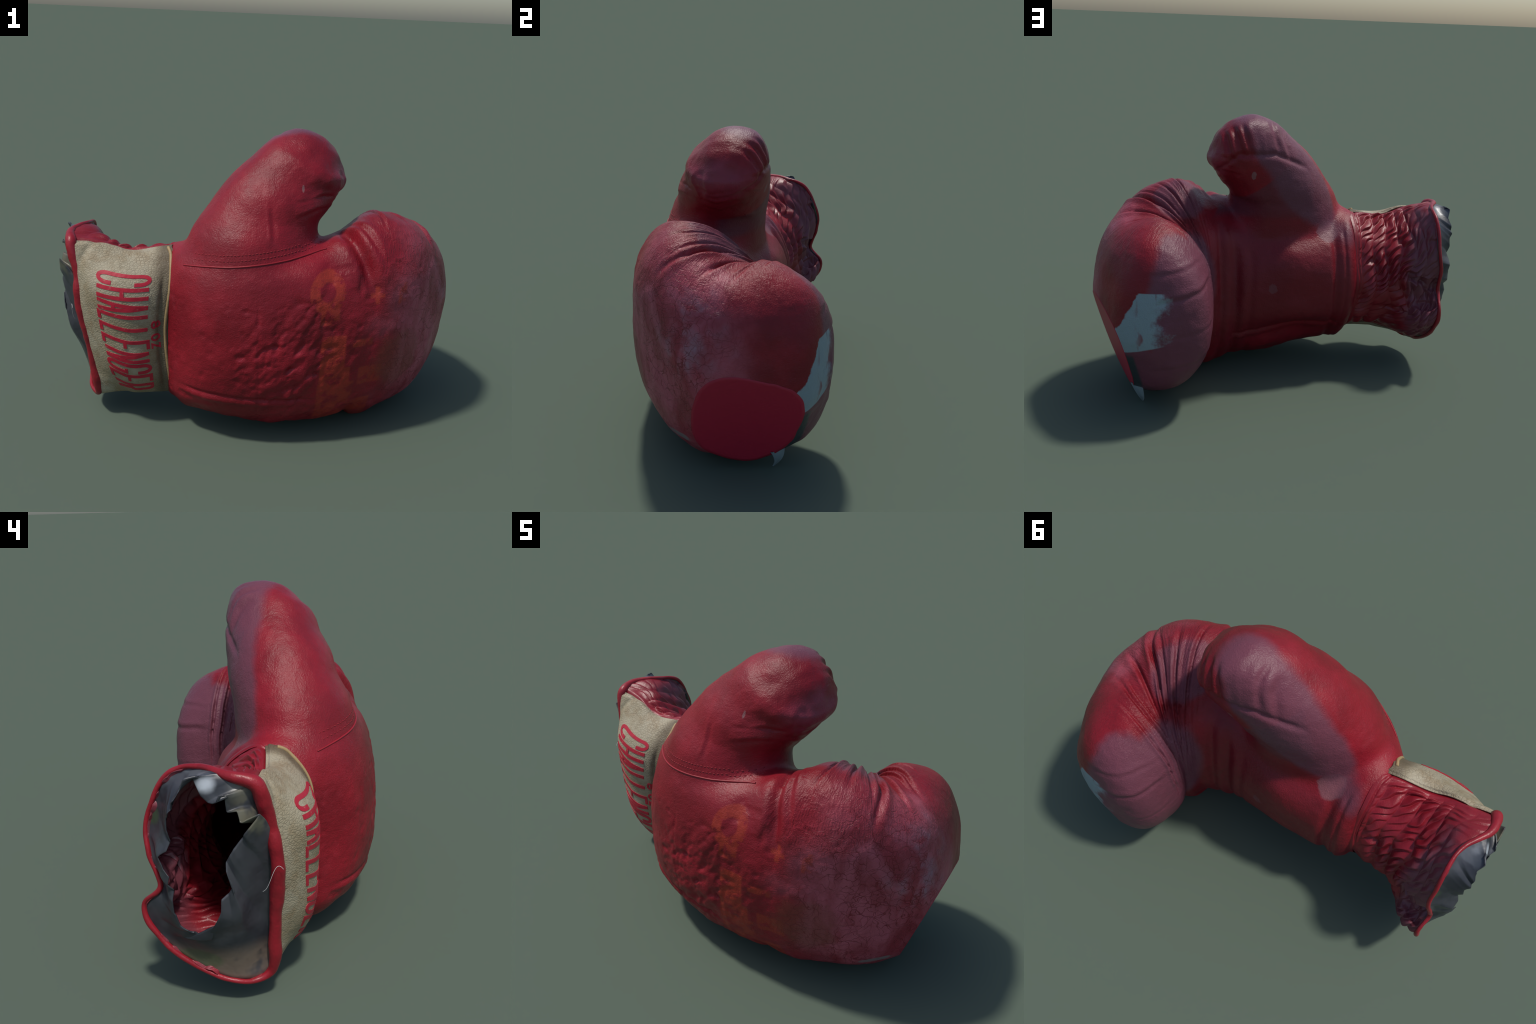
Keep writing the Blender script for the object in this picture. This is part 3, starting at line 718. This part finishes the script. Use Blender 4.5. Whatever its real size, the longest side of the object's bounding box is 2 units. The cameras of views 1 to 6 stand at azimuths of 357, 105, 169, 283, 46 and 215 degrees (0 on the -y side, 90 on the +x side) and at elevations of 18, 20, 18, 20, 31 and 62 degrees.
# walk both loops from their top, counter-clockwise seen along +x
rt = np.linspace(0, 1, 361)[:-1]
hloop = np.concatenate([hp, hp[:1]]); seg = np.r_[0, np.cumsum(np.linalg.norm(np.diff(hloop, axis=0), axis=1))]; seg /= seg[-1]
off = .07
f = (rt - off) % 1
hy = np.interp(f, seg, hloop[:, 0]); hz = np.interp(f, seg, hloop[:, 1])
hxx = np.interp(hz, [.3, .4, .55, .8, .95], [-.935, -.965, -.98, -.985, -.975])
knots = np.linspace(0, 1, 47); jr = np.random.default_rng(5)
jag = np.interp(rt, knots, jr.normal(0, 1, 47)); jag2 = np.interp(rt, knots, jr.normal(0, 1, 47))
grow = 1.0 + .07 * jag
hole = np.stack([hxx + .008 * jag2, hc[0] + (hy - hc[0]) * grow, hc[1] + (hz - hc[1]) * grow], -1)
rings = []
for u in np.linspace(0, 1, 30):
    e = u ** .8
    P = rimP * (1 - e) + hole * e
    P[:, 0] = rimP[:, 0] * (1 - smoothstep(0, 1, u) ** .8) + hole[:, 0] * smoothstep(0, 1, u) ** .8
    P[:, 0] += .03 * np.sin(np.pi * u) * smoothstep(-.12, -.26, P[:, 1])      # sags inward behind the front roll
    P += .012 * np.sin(np.pi * u) * np.stack([noise(P, 9, 96), noise(P, 9, 97), noise(P, 9, 98)], -1)
    rings.append(P)
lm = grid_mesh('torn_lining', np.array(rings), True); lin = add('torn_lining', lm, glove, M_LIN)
sm = lin.modifiers.new('thickness', 'SOLIDIFY'); sm.thickness = .004

# tan piping where the panel meets the hand, and the panel's turned edge over the top
tp = np.linspace(T_LOW + .005, T_TOP + .05, 160)
pp = cuff_point(np.full_like(tp, -.02), tp) + cuff_normal(np.full_like(tp, .02), tp) * .008
add('wrist_piping', tube(pp, .0075, False, 10, .2, 2), glove, M_PIPE)

# ---------------------------------------------------------------- lettering
# strokes of condensed capitals in a unit box: x along the word, y up
def arc(cx, cy, rx, ry, a0, a1, n=9):
    q = np.radians(np.linspace(a0, a1, n)); return [(cx + rx * math.cos(v), cy + ry * math.sin(v)) for v in q]
C_BODY = [(1, .72)] + [(1, .84)] + arc(.5, .84, .5, .16, 0, 180) + arc(.5, .16, .5, .16, 180, 360) + [(1, .28)]
GLYPH = {
    'C': [C_BODY],
    'H': [[(0, 0), (0, 1)], [(1, 0), (1, 1)], [(0, .5), (1, .5)]],
    'A': [[(0, 0), (.5, 1)], [(1, 0), (.5, 1)], [(.22, .33), (.78, .33)]],
    'L': [[(0, 1), (0, 0), (1, 0)]],
    'E': [[(1, 1), (0, 1), (0, 0), (1, 0)], [(0, .5), (.85, .5)]],
    'N': [[(0, 0), (0, 1)], [(0, 1), (1, 0)], [(1, 0), (1, 1)]],
    'G': [C_BODY[:-1] + [(1, .45), (.55, .45)]],
    'R': [[(0, 0), (0, 1), (.6, 1)] + arc(.6, .76, .4, .24, 90, -90) + [(0, .52)], [(.5, .52), (1, 0)]],
    '8': [arc(.5, .75, .42, .25, 0, 360, 17), arc(.5, .25, .5, .25, 0, 360, 17)],
    'O': [arc(.5, .5, .5, .5, 0, 360, 21)],
    'Z': [[(0, 1), (1, 1), (0, 0), (1, 0)]],
}
def ribbon(pts, w_along, w_up, width):
    """Flat stroke outline points -> densely sampled centre line and side offsets, in metres."""
    P = np.array(pts, float) * [w_along, w_up]
    d = np.r_[0, np.cumsum(np.linalg.norm(np.diff(P, axis=0), axis=1))]
    nn = max(2, int(d[-1] / .006)); q = np.unique(np.r_[np.linspace(0, d[-1], nn), d])
    C = np.stack([np.interp(q, d, P[:, 0]), np.interp(q, d, P[:, 1])], -1)
    # mitred side vectors
    seg = np.diff(C, axis=0); seg /= np.linalg.norm(seg, axis=1, keepdims=True)
    nl = np.stack([-seg[:, 1], seg[:, 0]], -1)
    n0 = np.vstack([nl[:1], nl]); n1 = np.vstack([nl, nl[-1:]])
    m_ = n0 + n1; m_ /= np.maximum((m_ * n0).sum(1, keepdims=True), .45)
    if np.allclose(P[0], P[-1]): m_[0] = m_[-1] = (nl[0] + nl[-1]) / 2
    return C, m_ * width / 2

def letter(ch, place, w_along, w_up, width, name='letter'):
    """place(a, b): metres along the word / up the glyph -> point, normal on the panel."""
    V, F = [], []
    for si, pts in enumerate(GLYPH[ch]):
        C, S = ribbon(pts, w_along, w_up, width)
        side = np.linspace(-1, 1, 4)
        ab = C[:, None] + S[:, None] * side[None, :, None]
        P, N = place(ab[..., 0], ab[..., 1])
        top = P + N * (.0022 + .0004 * si); bot = P - N * .0015
        L = np.concatenate([top, bot[:, ::-1]], 1)             # closed cross-section
        n, m_ = L.shape[:2]; b0 = len(V)
        V += L.reshape(-1, 3).tolist()
        for i in range(n - 1):
            for j in range(m_):
                F.append([b0 + i*m_ + j, b0 + i*m_ + (j+1) % m_, b0 + (i+1)*m_ + (j+1) % m_, b0 + (i+1)*m_ + j])
        F.append([b0 + j for j in range(m_)]); F.append([b0 + (n-1)*m_ + j for j in range(m_)][::-1])
    m = bpy.data.meshes.new(name); m.from_pydata(V, [], F); outward(m)
    return add(name, m, cp, M_PRINT)

# arc length down the front of the panel, for even spacing
TT = np.linspace(T_TOP, T_LOW, 400); AL = cuff_point(np.full_like(TT, 1.2), TT)
AL = np.r_[0, np.cumsum(np.linalg.norm(np.diff(AL, axis=0), axis=1))]
SS = np.linspace(0, 3, 200); SL = cuff_point(SS, np.full_like(SS, .9)); SL = np.r_[0, np.cumsum(np.linalg.norm(np.diff(SL, axis=0), axis=1))]
def placer(a0, b0):
    def place(a, b):
        t = np.interp(a0 + a, AL, TT); s = np.interp(b0 - b, SL, SS)
        return panel_surface(s, t), cuff_normal(s, t)
    return place
WORD_START, WORD_BASE, CAP_H, PITCH, W, STROKE = .108, .328, .238, .0652, .0410, .0178
for i, ch in enumerate('CHALLENGER'):
    letter(ch, placer(WORD_START + i * PITCH, WORD_BASE), W, CAP_H, STROKE)
for a, ch in ((.335, '8'), (.403, 'O'), (.453, 'Z')):
    letter(ch, placer(a, .068), .031 if ch != 'Z' else .024, .043, .0095)

# ---------------------------------------------------------------- thumb seam with its stitches
def surface_tree():
    V = []; F = []
    for m_ in (hand.data, thumb_o.data):
        b = len(V); V += [v.co[:] for v in m_.vertices]; F += [[b + q for q in p.vertices] for p in m_.polygons]
    return BVHTree.FromPolygons(V, F)
tree = surface_tree()
def on_front(x, z):
    h = tree.ray_cast(Vector((x, -3, z)), Vector((0, 1, 0))); return h[0], h[1]
sx = np.linspace(-.385, .285, 240)
sz = np.interp(sx, [-.385, -.25, -.06, .1, .2, .285], [.862, .885, .908, .925, .94, .955])
seam = []; 
for x, z in zip(sx, sz):
    h = on_front(x, z)
    if h[0] is not None: seam.append(np.array(h[0]) + np.array(h[1]) * .001)
seam = np.array(seam)
for _ in range(12): seam[1:-1] = (seam[:-2] + 2 * seam[1:-1] + seam[2:]) / 4
add('thumb_seam', tube(seam, .0042, False, 10, .2, 3), thumb_o, M_SEAM)
sm_ = bpy.data.meshes.new('stitch')
bm = bmesh.new(); bmesh.ops.create_uvsphere(bm, u_segments=10, v_segments=6, radius=1); bm.to_mesh(sm_); bm.free(); sm_.shade_smooth(); sm_.materials.append(M_STITCH)
for row, dz in enumerate((.026, .050)):
    for x in np.arange(-.33, .265, .0165):
        z = np.interp(x, sx, sz) + dz * (1 - .25 * (x > .15))
        h = on_front(x, z)
        if h[0] is None: continue
        o = bpy.data.objects.new('stitch', sm_); scene_col.objects.link(o); o.parent = thumb_o
        o.location = h[0]; o.scale = (.0062, .0026, .0030)
        o.rotation_euler = h[1].to_track_quat('-Y', 'Z').to_euler()

# loose white thread on the binding and the tape tail under the fist
q = np.linspace(0, 1, 30)
P0 = cuff_point(np.array([3.0]), np.array([13.05 / 15]))[0]
thread = P0 + np.stack([-.03 - .012 * np.sin(q * 3), -.02 + .075 * q + 0 * q, .012 - .085 * q ** 2 + .02 * np.sin(q * 6)], -1)
add('loose_thread', tube(thread, .0007, False, 6), bind, plain('white_thread', (.7, .7, .68), .6))

# sit exactly on the ground
bpy.context.view_layer.update()
low = min(min(v.co.z for v in o.data.vertices) for o in (hand, bind, cg, cp))
glove.location.z = max(0., -low)
